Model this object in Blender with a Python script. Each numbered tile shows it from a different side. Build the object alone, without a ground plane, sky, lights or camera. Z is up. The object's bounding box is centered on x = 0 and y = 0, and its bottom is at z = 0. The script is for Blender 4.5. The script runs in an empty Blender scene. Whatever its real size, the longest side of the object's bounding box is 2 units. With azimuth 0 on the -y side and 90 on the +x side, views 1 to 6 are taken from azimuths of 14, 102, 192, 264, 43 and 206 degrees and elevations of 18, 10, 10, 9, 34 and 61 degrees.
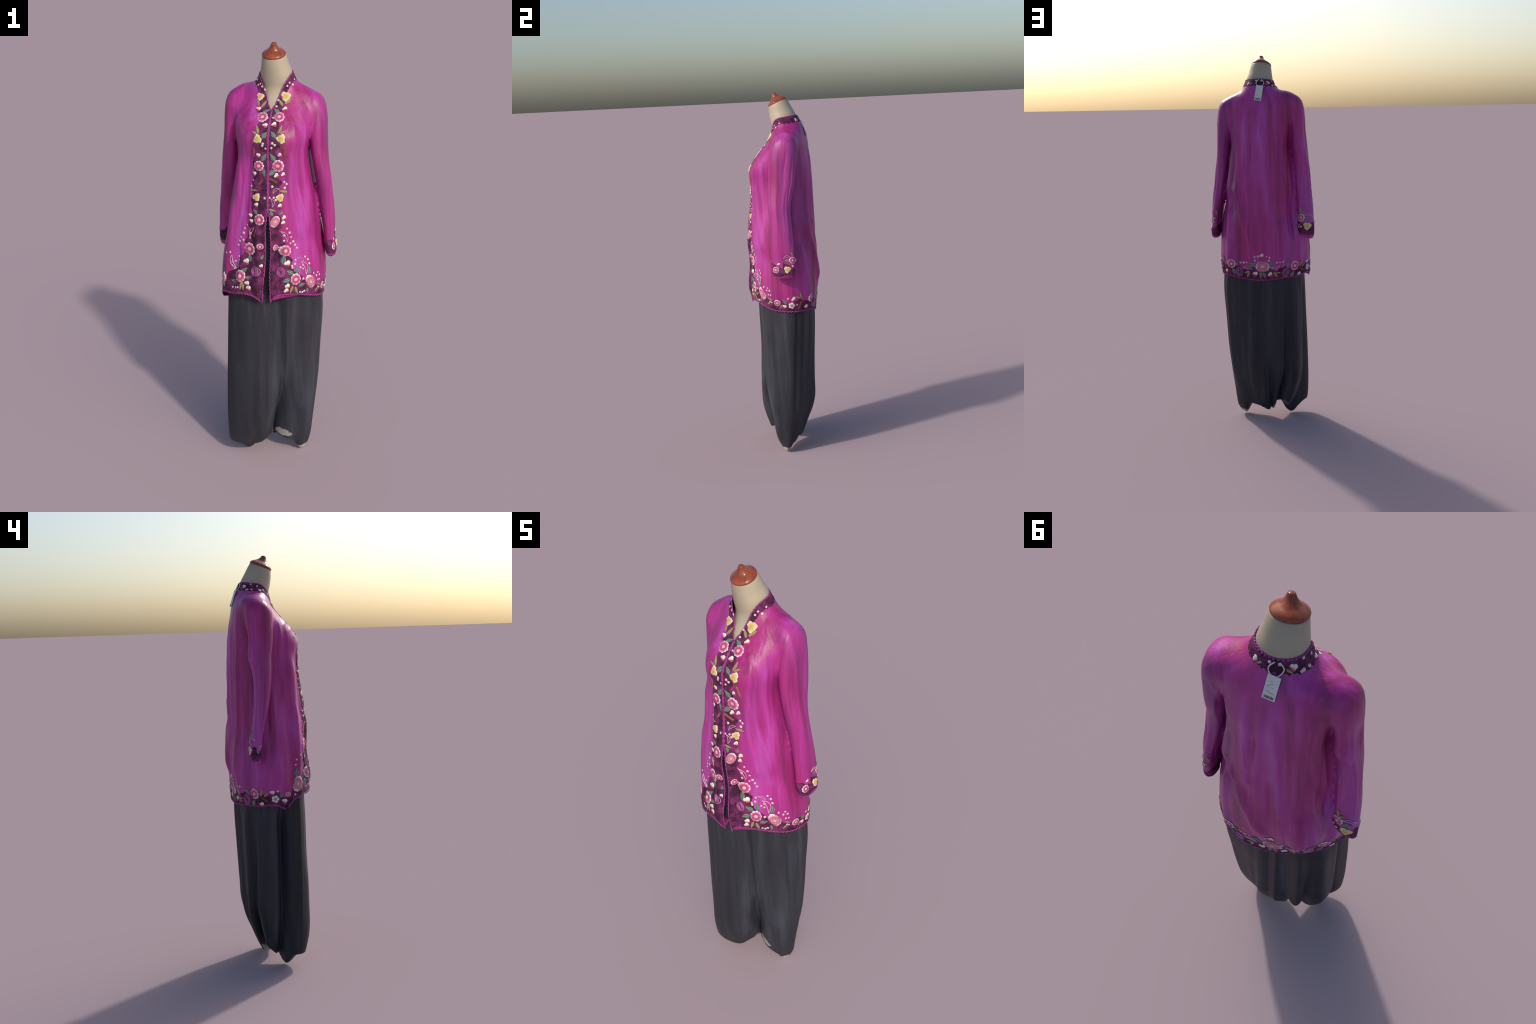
"""Dress form wearing a magenta silk embroidered blouse and wide dark trousers."""
import bpy, bmesh, math, random
import numpy as np
from mathutils import Vector, Matrix
from mathutils.bvhtree import BVHTree

RNG = random.Random(7)
TAU = 2 * math.pi


# ------------------------------------------------------------------ helpers
def smooth_interp(x, xs, ys):
    """Monotone-ish cubic (Catmull-Rom) interpolation, vectorised."""
    xs = np.asarray(xs, float); ys = np.asarray(ys, float)
    x = np.clip(np.asarray(x, float), xs[0], xs[-1])
    m = np.gradient(ys, xs, axis=0)
    i = np.clip(np.searchsorted(xs, x) - 1, 0, len(xs) - 2)
    h = xs[i + 1] - xs[i]
    t = (x - xs[i]) / h
    if ys.ndim > 1:
        h = h[..., None]; t = t[..., None]
    return ((2*t**3 - 3*t**2 + 1) * ys[i] + (t**3 - 2*t**2 + t) * h * m[i]
            + (-2*t**3 + 3*t**2) * ys[i + 1] + (t**3 - t**2) * h * m[i + 1])


def periodic_interp(deg, pts):
    """Smooth interpolation over an angle in degrees through (angle, value)."""
    pts = sorted(pts)
    a = np.array([p[0] for p in pts], float); v = np.array([p[1] for p in pts], float)
    a = np.concatenate([a[-3:] - 360, a, a[:3] + 360]); v = np.concatenate([v[-3:], v, v[:3]])
    return smooth_interp((np.asarray(deg) + 180) % 360 - 180, a, v)


def sstep(a, b, x):
    t = np.clip((np.asarray(x, float) - a) / (b - a), 0, 1)
    return t * t * (3 - 2 * t)


def gauss(x, s):
    return np.exp(-(np.asarray(x) / s) ** 2)


def quad_section(row, phi):
    """Horizontal section from x_left, x_right, y_front, y_back and the four
    corner exponents (front-left, front-right, back-right, back-left), plus the
    shear of the left side (forwards) and of the right side (backwards)."""
    xl, xr, yf, yb = row[..., 0], row[..., 1], row[..., 2], row[..., 3]
    cx, cy = (xl + xr) / 2, (yf + yb) / 2
    a, b = (xr - xl) / 2, (yb - yf) / 2
    c, s = np.cos(phi), np.sin(phi)
    right, back = sstep(-.35, .35, c), sstep(-.35, .35, s)
    n = ((1-right)*(1-back)*row[..., 4] + right*(1-back)*row[..., 5]
         + right*back*row[..., 6] + (1-right)*back*row[..., 7])
    r = (np.abs(c / a) ** n + np.abs(s / b) ** n) ** (-1 / n)
    return cx + r * c, cy + r * s + np.where(c > 0, row[..., -1], row[..., 8]) * r * c


def new_mesh_object(name, verts, faces, parent=None, mat=None, smooth=True):
    me = bpy.data.meshes.new(name)
    me.from_pydata([tuple(v) for v in verts], [], faces)
    me.update()
    ob = bpy.data.objects.new(name, me)
    bpy.context.scene.collection.objects.link(ob)
    if parent: ob.parent = parent
    if mat: me.materials.append(mat)
    if smooth: me.polygons.foreach_set('use_smooth', [True] * len(me.polygons))
    return ob


def grid_faces(rows, cols, closed=True, flip=False):
    f = []
    for i in range(rows - 1):
        for j in range(cols if closed else cols - 1):
            k = (j + 1) % cols
            q = (i*cols + j, i*cols + k, (i+1)*cols + k, (i+1)*cols + j)
            f.append(q[::-1] if flip else q)
    return f


def loft_closed(rings):
    """rings: (R, N, 3) bottom to top, counter-clockwise; both ends capped."""
    R, N, _ = rings.shape
    v = [tuple(p) for p in rings.reshape(-1, 3)]
    f = grid_faces(R, N)
    f.append(tuple(range(N))[::-1]); f.append(tuple((R-1)*N + j for j in range(N)))
    return v, f


def get_arrays(me):
    co = np.empty(len(me.vertices) * 3); me.vertices.foreach_get('co', co)
    no = np.empty(len(me.vertices) * 3); me.vertices.foreach_get('normal', no)
    return co.reshape(-1, 3), no.reshape(-1, 3)


def set_co(me, co):
    me.vertices.foreach_set('co', np.ascontiguousarray(co).ravel()); me.update()


def relax(me, times, f=.5, mask=None):
    ed = np.empty(len(me.edges) * 2, int); me.edges.foreach_get('vertices', ed); ed = ed.reshape(-1, 2)
    co, _ = get_arrays(me)
    n = len(co); deg = np.bincount(ed.ravel(), minlength=n)[:, None]
    for _ in range(times):
        acc = np.zeros_like(co)
        for k in range(3):
            acc[:, k] = (np.bincount(ed[:, 0], co[ed[:, 1], k], n) + np.bincount(ed[:, 1], co[ed[:, 0], k], n))
        d = (acc / np.maximum(deg, 1) - co) * f
        co = co + (d if mask is None else d * mask[:, None])
    set_co(me, co)


def voxel_union(name, parts, size):
    verts, faces = [], []
    for v, f in parts:
        o = len(verts); verts += v; faces += [tuple(i + o for i in q) for q in f]
    ob = new_mesh_object(name, verts, faces)
    m = ob.modifiers.new('r', 'REMESH'); m.mode = 'VOXEL'; m.voxel_size = size
    dg = bpy.context.evaluated_depsgraph_get()
    me = bpy.data.meshes.new_from_object(ob.evaluated_get(dg))
    bpy.data.objects.remove(ob)
    return me


# ------------------------------------------------------------------ node kit
class Nodes:
    def __init__(self, name, rough=.5, spec=.5):
        self.mat = bpy.data.materials.new(name); self.mat.use_nodes = True
        self.t = self.mat.node_tree; self.b = self.t.nodes['Principled BSDF']
        self.b.inputs['Roughness'].default_value = rough
        self.b.inputs['Specular IOR Level'].default_value = spec
        self.co = self.n('ShaderNodeTexCoord').outputs['Object']

    def n(self, kind, **kw):
        nd = self.t.nodes.new(kind)
        for k, v in kw.items():
            if hasattr(nd, k) and k not in nd.inputs: setattr(nd, k, v)
            else: nd.inputs[k].default_value = v
        return nd

    def link(self, a, b): self.t.links.new(a, b)

    def scaled(self, s, rot=(0, 0, 0), loc=(0, 0, 0)):
        m = self.n('ShaderNodeMapping')
        m.inputs['Scale'].default_value = s if hasattr(s, '__len__') else (s, s, s)
        m.inputs['Rotation'].default_value = rot; m.inputs['Location'].default_value = loc
        self.link(self.co, m.inputs['Vector']); return m.outputs[0]

    def noise(self, vec, scale=1, detail=3, rough=.5, dist=0):
        nd = self.n('ShaderNodeTexNoise', Scale=scale, Detail=detail, Roughness=rough, Distortion=dist)
        self.link(vec, nd.inputs['Vector']); return nd.outputs['Fac']

    def voronoi(self, vec, scale=1, feature='F1', out='Distance'):
        nd = self.n('ShaderNodeTexVoronoi'); nd.feature = feature
        nd.inputs['Scale'].default_value = scale
        self.link(vec, nd.inputs['Vector']); return nd.outputs[out]

    def ramp(self, fac, stops, mode='LINEAR'):
        nd = self.n('ShaderNodeValToRGB'); cr = nd.color_ramp; cr.interpolation = mode
        while len(cr.elements) < len(stops): cr.elements.new(.5)
        for e, (p, c) in zip(cr.elements, stops):
            e.position = p; e.color = (*c, 1) if hasattr(c, '__len__') else (c, c, c, 1)
        self.link(fac, nd.inputs[0]); return nd.outputs[0]

    def mix(self, fac, a, b, mode='MIX'):
        nd = self.n('ShaderNodeMix'); nd.data_type = 'RGBA'; nd.blend_type = mode
        for sock, v in ((nd.inputs[0], fac), (nd.inputs[6], a), (nd.inputs[7], b)):
            if isinstance(v, (int, float)): sock.default_value = v
            elif isinstance(v, tuple): sock.default_value = (*v, 1)
            else: self.link(v, sock)
        return nd.outputs[2]

    def math(self, op, a, b=0., c=0.):
        nd = self.n('ShaderNodeMath'); nd.operation = op
        for i, v in enumerate((a, b, c)):
            if isinstance(v, (int, float)): nd.inputs[i].default_value = v
            else: self.link(v, nd.inputs[i])
        return nd.outputs[0]

    def xyz(self, vec=None):
        nd = self.n('ShaderNodeSeparateXYZ'); self.link(vec or self.co, nd.inputs[0]); return nd.outputs

    def color(self, c): self.link(c, self.b.inputs['Base Color']); return self

    def bump(self, h, strength=.3, dist=.002):
        nd = self.n('ShaderNodeBump', Strength=strength, Distance=dist)
        self.link(h, nd.inputs['Height']); self.link(nd.outputs[0], self.b.inputs['Normal'])


def make_silk():
    """Magenta silk; dark fold shading and purple sheen are painted in as colour streaks."""
    k = Nodes('magenta_silk', .40, .35)
    streak = k.noise(k.scaled((11, 11, 1.1)), 1, 4, .6, .5)
    broad = k.noise(k.scaled((4.2, 4.2, 1.5), loc=(3, 1, 5)), 1, 2)
    a = k.ramp(streak, [(.34, (.12, .009, .050)), (.45, (.31, .020, .155)), (.55, (.40, .040, .275)), (.66, (.46, .100, .46))])
    b = k.ramp(broad, [(.34, (.35, .017, .125)), (.5, (.38, .036, .245)), (.64, (.40, .078, .39))])
    k.color(k.mix(.42, a, b))
    fine = k.math('ADD', k.noise(k.scaled((90, 90, 7)), 1, 4, .6), k.math('MULTIPLY', k.noise(k.scaled((38, 38, 3.2), loc=(7, 2, 1)), 1, 3, .5, .4), 2.2))
    k.bump(fine, .36, .003)
    return k.mat


def make_trouser_cloth():
    k = Nodes('charcoal_cloth', .5, .25)
    streak = k.noise(k.scaled((14, 14, 1.2)), 1, 4, .55)
    base = k.ramp(streak, [(.32, (.015, .015, .019)), (.52, (.026, .027, .035)), (.68, (.048, .053, .070))])  # blue-grey upper stops tint the cloth with the sheen of lit folds
    weave = k.voronoi(k.scaled((110, 110, 150)), 1)
    base = k.mix(k.math('MULTIPLY', weave, .30), base, (.045, .050, .066))
    x, y, z = k.xyz()
    grain = k.noise(k.scaled(60), 1, 3)
    # pale patches at the leg ends and inside the arch
    for (cx, cy, cz), (rx, ry, rz) in (((.137, .002, .006), (.034, .04, .034)), ((.050, -.035, .106), (.062, .05, .022)),
                                       ((-.085, .055, .062), (.050, .05, .030)), ((.06, .085, .045), (.10, .03, .022))):
        q = k.math('ADD', k.math('ADD', *[k.math('POWER', k.math('ABSOLUTE', k.math('DIVIDE', k.math('SUBTRACT', c, m), r)), 2.)
                                          for c, m, r in ((x, cx, rx), (y, cy, ry))]),
                   k.math('POWER', k.math('ABSOLUTE', k.math('DIVIDE', k.math('SUBTRACT', z, cz), rz)), 2.))
        q = k.math('ADD', q, k.math('MULTIPLY', k.math('SUBTRACT', grain, .5), 1.2))
        base = k.mix(k.ramp(q, [(.70, 1.), (.85, 0.)]), base, (.33, .32, .29))
    k.color(base)
    k.bump(weave, .12, .001)
    return k.mat


def make_plain(name, rgb, rough=.5, vary=.12, scale=12):
    k = Nodes(name, rough, .4)
    nz = k.noise(k.scaled(scale), 1, 4)
    lo = tuple(c * (1 - vary) for c in rgb); hi = tuple(min(1, c * (1 + vary)) for c in rgb)
    k.color(k.ramp(nz, [(.3, lo), (.7, hi)]))
    return k.mat


# ------------------------------------------------------------------ thing
thing = bpy.data.objects.new('dressed_mannequin', None)
bpy.context.scene.collection.objects.link(thing)
thing['label'] = 'headless dress form in magenta embroidered silk blouse and dark trousers'
thing['category'] = 'mannequin'

SILK = make_silk()
CLOTH = make_trouser_cloth()
SKIN = make_plain('cream_linen', (.40, .345, .25), .5, .10, 9)
COPPER = make_plain('varnished_wood', (.25, .058, .028), .2, .35, 34)

# ------------------------------------------------------------------ blouse body
# z, x_left, x_right, y_front, y_back, corner exponents FL FR BR BL
TORSO = np.array([
    (.80, -.236, .230, -.182, .176, 1.9, 2.0, 2.2, 2.0, .20),
    (.88, -.241, .233, -.185, .183, 1.9, 2.0, 2.2, 2.0, .17),
    (.94, -.246, .238, -.192, .192, 1.7, 1.8, 2.2, 2.0, .11),
    (1.00, -.243, .236, -.186, .196, 1.6, 1.75, 2.1, 2.0, .08),
    (1.06, -.235, .232, -.178, .197, 1.6, 1.75, 2.0, 1.9, .08),
    (1.12, -.222, .224, -.180, .196, 1.6, 1.7, 1.9, 1.85, .10),
    (1.18, -.214, .218, -.184, .194, 1.55, 1.7, 1.85, 1.8, .08),
    (1.24, -.206, .209, -.182, .190, 1.55, 1.7, 1.9, 1.85, .06),
    (1.30, -.196, .199, -.176, .188, 1.6, 1.75, 2.5, 1.95, .05),
    (1.36, -.186, .185, -.166, .186, 1.7, 1.9, 2.8, 2.0, .04),
    (1.42, -.173, .173, -.157, .184, 1.9, 2.1, 3.0, 2.1, .03),
    (1.48, -.160, .163, -.153, .181, 2.1, 2.4, 3.1, 2.4, .02),
    (1.54, -.158, .160, -.149, .177, 2.2, 2.6, 3.1, 2.5, .02),
    (1.60, -.166, .169, -.144, .174, 2.2, 2.6, 3.0, 2.6, .02),
    (1.66, -.177, .180, -0.113, .170, 2.2, 2.2, 2.6, 2.6, .0),
    (1.72, -.182, .186, -0.063, .164, 2.0, 2.0, 2.5, 2.5, .0),
    (1.765, -.170, .172, -0.032, .157, 1.9, 1.9, 2.3, 2.3, .0),
    (1.80, -.130, .122, -.026, .149, 1.8, 1.8, 2.1, 2.1, .0),
    (1.83, -.086, .096, -.026, .137, 1.9, 1.9, 2.0, 2.0, .0),
    (1.855, -.069, .086, -.032, .124, 2.0, 2.0, 2.0, 2.0, .0),
    (1.875, -.062, .079, -.035, .115, 2.0, 2.0, 2.0, 2.0, .0),
])
# hem height by compass angle (0 = +x, 90 = back, -90 = front)
HEM = [(-180, .832), (-168, .815), (-160, .850), (-150, .868), (-135, .876), (-115, .883), (-103, .872),
       (-96, .852), (-90, .855), (-84, .848), (-77, .872), (-65, .882), (-45, .880), (-25, .864), (-5, .845),
       (20, .836), (45, .834), (65, .822), (90, .811), (115, .813), (140, .820), (160, .820)]
# sleeves: z, x_inner, x_outer, y_front, y_back
SLEEVE_POS = np.array([
    (1.025, .246, .286, .010, .105), (1.06, .241, .288, -.004, .113), (1.10, .237, .281, -.010, .114),
    (1.17, .231, .277, -.011, .113), (1.25, .213, .272, -.011, .110), (1.33, .199, .266, -.013, .105),
    (1.40, .190, .262, -.018, .102), (1.46, .182, .252, -.020, .108), (1.52, .172, .243, -.020, .120),
    (1.60, .160, .236, -.018, .130), (1.68, .135, .233, -.004, .140), (1.73, .120, .226, .004, .142),
    (1.757, .110, .214, .016, .128), (1.775, .100, .196, .030, .115)])
SLEEVE_NEG = np.array([
    (1.035, -.282, -.215, .074, .100), (1.06, -.288, -.202, .068, .112), (1.10, -.288, -.199, .063, .115),
    (1.15, -.285, -.199, .057, .110), (1.20, -.282, -.195, .043, .103), (1.25, -.278, -.190, .030, .098),
    (1.33, -.268, -.182, .014, .092), (1.40, -.260, -.174, .008, .087), (1.46, -.253, -.168, .004, .092),
    (1.52, -.246, -.162, .000, .106), (1.60, -.237, -.160, -.013, .102), (1.68, -.238, -.135, -.015, .114),
    (1.73, -.232, -.120, -.018, .118), (1.757, -.225, -.110, -.004, .116), (1.785, -.206, -.100, .014, .104)])
# shoulder yoke: x, y centre, z centre, y radius, z radius
YOKE = np.array([(-.20, .062, 1.750, .050, .034), (-.16, .072, 1.764, .056, .044), (-.11, .074, 1.768, .062, .048),
                 (-.05, .066, 1.778, .064, .046), (.05, .066, 1.778, .064, .046), (.11, .070, 1.762, .066, .050),
                 (.16, .072, 1.748, .058, .042), (.20, .072, 1.738, .042, .032)])


def torso_xy(z, phi):
    return quad_section(smooth_interp(z, TORSO[:, 0], TORSO[:, 1:]), phi)


def build_torso():
    N, phi = 180, np.linspace(0, TAU, 180, endpoint=False)
    x0, y0 = torso_xy(np.full(N, .86), phi)
    hem = periodic_interp(angle_of(x0, y0), HEM)
    rings = []
    for t in np.linspace(.81, 1.875, 150):
        z = t + (hem - .81) * (1 - sstep(.81, 1.05, t))
        x, y = torso_xy(z, phi)
        rings.append(np.stack([x, y, z], 1))
    return loft_closed(np.array(rings))


def build_sleeve(tab, tilt, n):
    phi = np.linspace(0, TAU, 64, endpoint=False)
    rings = []
    for z in np.linspace(tab[0, 0], tab[-1, 0], 90):
        xl, xr, yf, yb = smooth_interp(np.array([z]), tab[:, 0], tab[:, 1:])[0]
        r = (np.abs(np.cos(phi)) ** n + np.abs(np.sin(phi)) ** n) ** (-1 / n)
        x = (xl + xr) / 2 + r * np.cos(phi) * (xr - xl) / 2
        y = (yf + yb) / 2 + r * np.sin(phi) * (yb - yf) / 2
        zz = z + tilt * (x - (xl + xr) / 2) * (1 - sstep(tab[0, 0], tab[0, 0] + .08, z))
        rings.append(np.stack([x, y, zz], 1))
    return loft_closed(np.array(rings))


def build_yoke():
    a = np.linspace(0, TAU, 48, endpoint=False)
    rings = []
    for x in np.linspace(-.20, .20, 60):
        yc, zc, ry, rz = smooth_interp(np.array([x]), YOKE[:, 0], YOKE[:, 1:])[0]
        rings.append(np.stack([np.full_like(a, x), yc + ry * np.cos(a), zc + rz * np.sin(a)], 1))
    return loft_closed(np.array(rings))


def angle_of(x, y, c=(0., 0.)):
    return np.degrees(np.arctan2(y - c[1], x - c[0]))


def adiff(a, b):
    return (a - b + 180) % 360 - 180


# soft folds on the blouse body: (angle, z) start, (angle, z) end, height, half width in degrees
BODY_FOLDS = [
    (128, 1.14, 126, .86, .009, 10), (92, 1.5, 95, 1.1, -.005, 9), (112, 1.7, 112, 1.2, -.005, 9), (50, 1.32, 86, .97, .010, 7), (-141, 1.52, -147, .98, .014, 12), (86, 1.70, 80, 1.20, .005, 4), (70, 1.66, 72, 1.25, .005, 4),
    (78, 1.55, 72, 1.32, -.005, 4), (100, 1.68, 104, 1.15, .004, 4), (112, 1.62, 112, .95, .004, 5),
    (124, 1.60, 118, .90, .004, 4), (95, 1.35, 96, .90, -.005, 4), (105, 1.2, 108, .86, .004, 3),
    (50, 1.50, 48, 1.15, -.005, 5), (40, 1.2, 46, .88, .006, 5), (135, 1.35, 140, .88, .004, 4),
    (150, 1.30, 152, .90, -.004, 4), (165, 1.30, 158, .86, .004, 4), (172, 1.25, -172, .85, -.003, 5),
    (-60, 1.58, -40, 1.15, .004, 5), (-66, 1.55, -60, 1.00, .004, 4), (-48, 1.52, -20, 1.15, .005, 5),
    (-40, 1.30, -35, .90, .003, 5), (-25, 1.2, -20, .88, .003, 4), (10, 1.2, 20, .86, .004, 6),
    (-120, 1.56, -124, 1.10, -.006, 6), (-130, 1.10, -134, .90, -.004, 5), (-124, 1.25, -128, .90, .006, 4),
    (-112, 1.20, -114, .90, -.004, 4), (-146, 1.30, -150, .88, .006, 5), (-160, 1.35, -160, .90, -.004, 5),
    (-72, 1.18, -70, .90, -.007, 4), (-80, 1.25, -79, .88, .006, 3.5), (-100, 1.25, -101, .88, .006, 3.5)]


def fold_height(deg, z, folds):
    h = np.zeros_like(z)
    for a0, z0, a1, z1, amp, w in folds:
        t = (z0 - z) / (z0 - z1)
        d = adiff(deg, a0 + adiff(a1, a0) * np.clip(t, -.2, 1.2))
        h += amp * gauss(d, w) * sstep(-.08, .15, t) * (1 - sstep(.85, 1.12, t))
    return h


def ripple(deg, z, n, seed, amp):
    """Loose small folds of random place, length, slant and width."""
    r = random.Random(seed)
    h = np.zeros_like(z)
    lo, hi = float(z.min()), float(z.max())
    for _ in range(n):
        a0 = r.uniform(-180, 180); zc = r.uniform(lo, hi); half = r.uniform(.08, .30) * (hi - lo)
        w = r.uniform(2., 7.); slant = r.uniform(-25, 25)
        d = adiff(deg, a0 + slant * (z - zc) + 4 * np.sin(z * 9 + a0))
        h += r.choice((-1, 1, 1)) * r.uniform(.3, 1) * gauss(d, w) * gauss(z - zc, half)
    return h * amp


def sleeve_axis(tab, z):
    row = smooth_interp(z, tab[:, 0], tab[:, 1:])
    return (row[:, 0] + row[:, 1]) / 2, (row[:, 2] + row[:, 3]) / 2, (row[:, 1] - row[:, 0]) / 2, (row[:, 3] - row[:, 2]) / 2


def sleeve_ratio(co, tab):
    cx, cy, a, b = sleeve_axis(tab, co[:, 2])
    return np.hypot((co[:, 0] - cx) / a, (co[:, 1] - cy) / b)


OPENING_TOP = 1.285
def opening_centre(z): return smooth_interp(z, [.84, .95, 1.10, 1.285, 1.5, 1.72], [.004, .010, .016, .016, .012, .012])
def opening_half(z): return np.where(z > OPENING_TOP, 0, smooth_interp(z, [.84, .92, 1.0, 1.1, 1.2, 1.285], [.018, .016, .012, .012, .010, .001]))


# neckline: height of the collar's inner edge by angle about the neck
NECK_C = (.010, .030)
NECKLINE = [(-180, 1.858), (-165, 1.848), (-150, 1.832), (-135, 1.806), (-120, 1.772), (-108, 1.745), (-98, 1.722), (-91, 1.712),
            (-84, 1.722), (-74, 1.745), (-60, 1.775), (-45, 1.806), (-30, 1.832), (-15, 1.850), (0, 1.858),
            (30, 1.864), (60, 1.869), (90, 1.871), (120, 1.869), (150, 1.864)]


def build_blouse():
    me = voxel_union('blouse', [build_torso(), build_sleeve(SLEEVE_POS, -.15, 2.5), build_sleeve(SLEEVE_NEG, .25, 2.05), build_yoke()], .0048)
    relax(me, 6)
    z = get_arrays(me)[0][:, 2]
    relax(me, 45, .5, sstep(1.64, 1.72, z) * sstep(1.85, 1.81, z))
    co, no = get_arrays(me)
    rp, rn = sleeve_ratio(co, SLEEVE_POS), sleeve_ratio(co, SLEEVE_NEG)
    x, y, z = co.T
    deg = angle_of(x, y)
    tx, ty = torso_xy(z, np.arctan2(y - 0, x))
    # how much a vertex belongs to a sleeve
    tor = np.hypot(x, y) / np.maximum(np.hypot(tx, ty), 1e-3)
    arm_p = (x > .1) & (np.abs(rp - 1) < np.abs(tor - 1) * 1.6 + .05)
    arm_n = (x < -.1) & (np.abs(rn - 1) < np.abs(tor - 1) * 1.6 + .05)
    top = z > 1.56
    edge = .178 + .02 * sstep(1.62, 1.75, z)
    arm_p = np.where(top, x > edge, arm_p & (z > 1.0)); arm_n = np.where(top, x < -edge, arm_n & (z > 1.0))
    body = ~(arm_p | arm_n)
    h = (1.5 * fold_height(deg, z, BODY_FOLDS) + (ripple(deg, z, 60, 3, .0042) + ripple(deg * 2.2, z, 30, 8, .0022)) * sstep(1.76, 1.6, z)) * body
    for arm, tab, seed in ((arm_p, SLEEVE_POS, 11), (arm_n, SLEEVE_NEG, 12)):
        cx, cy, a, b = sleeve_axis(tab, z)
        sd = angle_of((x - cx) / a, (y - cy) / b)
        h += arm * (ripple(sd, z, 22, seed, .0065) + .003 * np.sin(z * 16 + sd / 40)) * sstep(1.78, 1.6, z)
    # bust
    for sx in (-.078, .092):
        h += .008 * gauss(np.hypot(x - sx, (z - 1.585) * .9), .055) * (y < 0)
    # creases that radiate from the top button on the wearer's right
    for dz, dx in ((1.70, .10), (1.665, .085), (1.63, .07)):
        line = (z - dz) - (x + .03) * .35
        h += .003 * gauss(line, .007) * sstep(-.02, -.045, x) * sstep(-dx - .05, -dx, x) * (y < 0)
    co = co + no * h[:, None]
    set_co(me, co); relax(me, 2)
    return me, arm_p, arm_n


def split_blouse(me, arm_p, arm_n):
    """Cut neck opening and front slit, then separate body and sleeves."""
    co, no = get_arrays(me)
    fc = np.array([p.center for p in me.polygons])
    nf = periodic_interp(angle_of(fc[:, 0], fc[:, 1], NECK_C), NECKLINE)
    cut = (fc[:, 2] > nf) & (np.abs(fc[:, 0]) < .13)
    cut |= (fc[:, 1] < -.08) & (np.abs(fc[:, 0] - opening_centre(fc[:, 2])) < opening_half(fc[:, 2]) - .001) & (fc[:, 2] < OPENING_TOP)
    fa = np.array([2 if sum(arm_p[v] for v in p.vertices) * 2 > len(p.vertices) else
                   1 if sum(arm_n[v] for v in p.vertices) * 2 > len(p.vertices) else 0 for p in me.polygons])
    polys = [tuple(p.vertices) for p in me.polygons]
    garment = {}
    for name, key, region in (('blouse_body', 0, 'body'), ('sleeve', 1, 'left_cuff'), ('sleeve', 2, 'right_cuff')):
        ids = [i for i in range(len(polys)) if fa[i] == key and not cut[i]]
        used = np.unique(np.concatenate([polys[i] for i in ids]))
        remap = -np.ones(len(co), int); remap[used] = np.arange(len(used))
        ob = new_mesh_object(name, co[used], [tuple(int(remap[v]) for v in polys[i]) for i in ids], thing, SILK)
        ob.data.normals_split_custom_set_from_vertices([tuple(n) for n in no[used]])
        garment[region] = ob
    garment['neck'] = garment['body']
    return BVHTree.FromPolygons([Vector(c) for c in co], polys), garment


# ------------------------------------------------------------------ trousers
TROUSERS = np.array([
    (.02, -.180, .160, -.090, .045, 2.2, 1.9, 1.7, 2.0, .36, .26),
    (.06, -.204, .172, -.110, .066, 2.2, 1.9, 1.7, 2.0, .34, .24),
    (.10, -.212, .180, -.125, .085, 2.2, 1.9, 1.7, 2.0, .32, .20),
    (.16, -.216, .186, -.145, .106, 2.2, 1.9, 1.8, 2.1, .28, .20),
    (.22, -.218, .192, -.156, .128, 2.2, 1.9, 1.9, 2.2, .25, .19),
    (.28, -.218, .198, -.158, .142, 2.2, 2.0, 2.0, 2.3, .24, .17),
    (.40, -.217, .210, -.155, .148, 2.2, 2.0, 2.05, 2.4, .25, .17),
    (.58, -.214, .218, -.146, .156, 2.2, 2.0, 2.1, 2.4, .27, .18),
    (.76, -.212, .226, -.147, .164, 2.2, 2.0, 2.1, 2.3, .25, .19),
    (.90, -.214, .220, -.150, .166, 2.2, 2.0, 2.1, 2.1, .18, .12),
    (1.10, -.195, .195, -.158, .170, 2.0, 1.9, 2.1, 2.0, .10, .08),
    (1.31, -.160, .160, -.146, .150, 2.0, 2.0, 2.2, 2.2, .04, .04)])
TIPS = [(-.123, -.046, .057, .050), (.137, .005, .070, .036), (-.026, .077, .040, .040)]
TROUSER_FOLDS = [
    (-146, .95, -150, .20, .006, 3.5), (-155, .95, -158, .15, -.007, 4), (-60, .95, -54, .35, -.006, 4), (-52, .90, -48, .30, .004, 3),
    (-66, .70, -72, .08, .006, 4), (78, .90, 66, .25, .008, 5), (62, .60, 52, .10, -.005, 4), (96, .95, 88, .15, .009, 5), (88, .9, 78, .3, -.005, 3.5),
    (125, .80, 128, .06, .022, 10), (154, .80, 158, .04, .022, 13), (-18, .80, -16, .05, .020, 9), (48, .85, 44, .08, -.012, 10), (140, .95, 150, .20, .006, 5), (170, .9, -178, .2, .005, 5),
    (28, .92, 20, .25, -.006, 3), (36, .9, 28, .2, .004, 4), (-12, .6, -5, .1, .003, 6), (-130, .5, -132, .08, .004, 7)]


def under_height(x, y):
    z = .074 + 0 * x
    # arch between the legs, along the diagonal split line
    ax, ay, bx, by = .03, -.13, -.10, .08
    d = ((x - ax) * (by - ay) - (y - ay) * (bx - ax)) / math.hypot(bx - ax, by - ay)
    z = z + .034 * gauss(d, .045)
    z = z + .05 * sstep(.0, .08, y) * sstep(-.12, -.20, x) + .045 * sstep(.05, .10, y) * sstep(.05, .12, x)
    for tx, ty, depth, w in TIPS:
        g = gauss(np.hypot(x - tx, y - ty), w)
        z = z * (1 - g) + (.074 - depth - .014) * g
    return z


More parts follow.
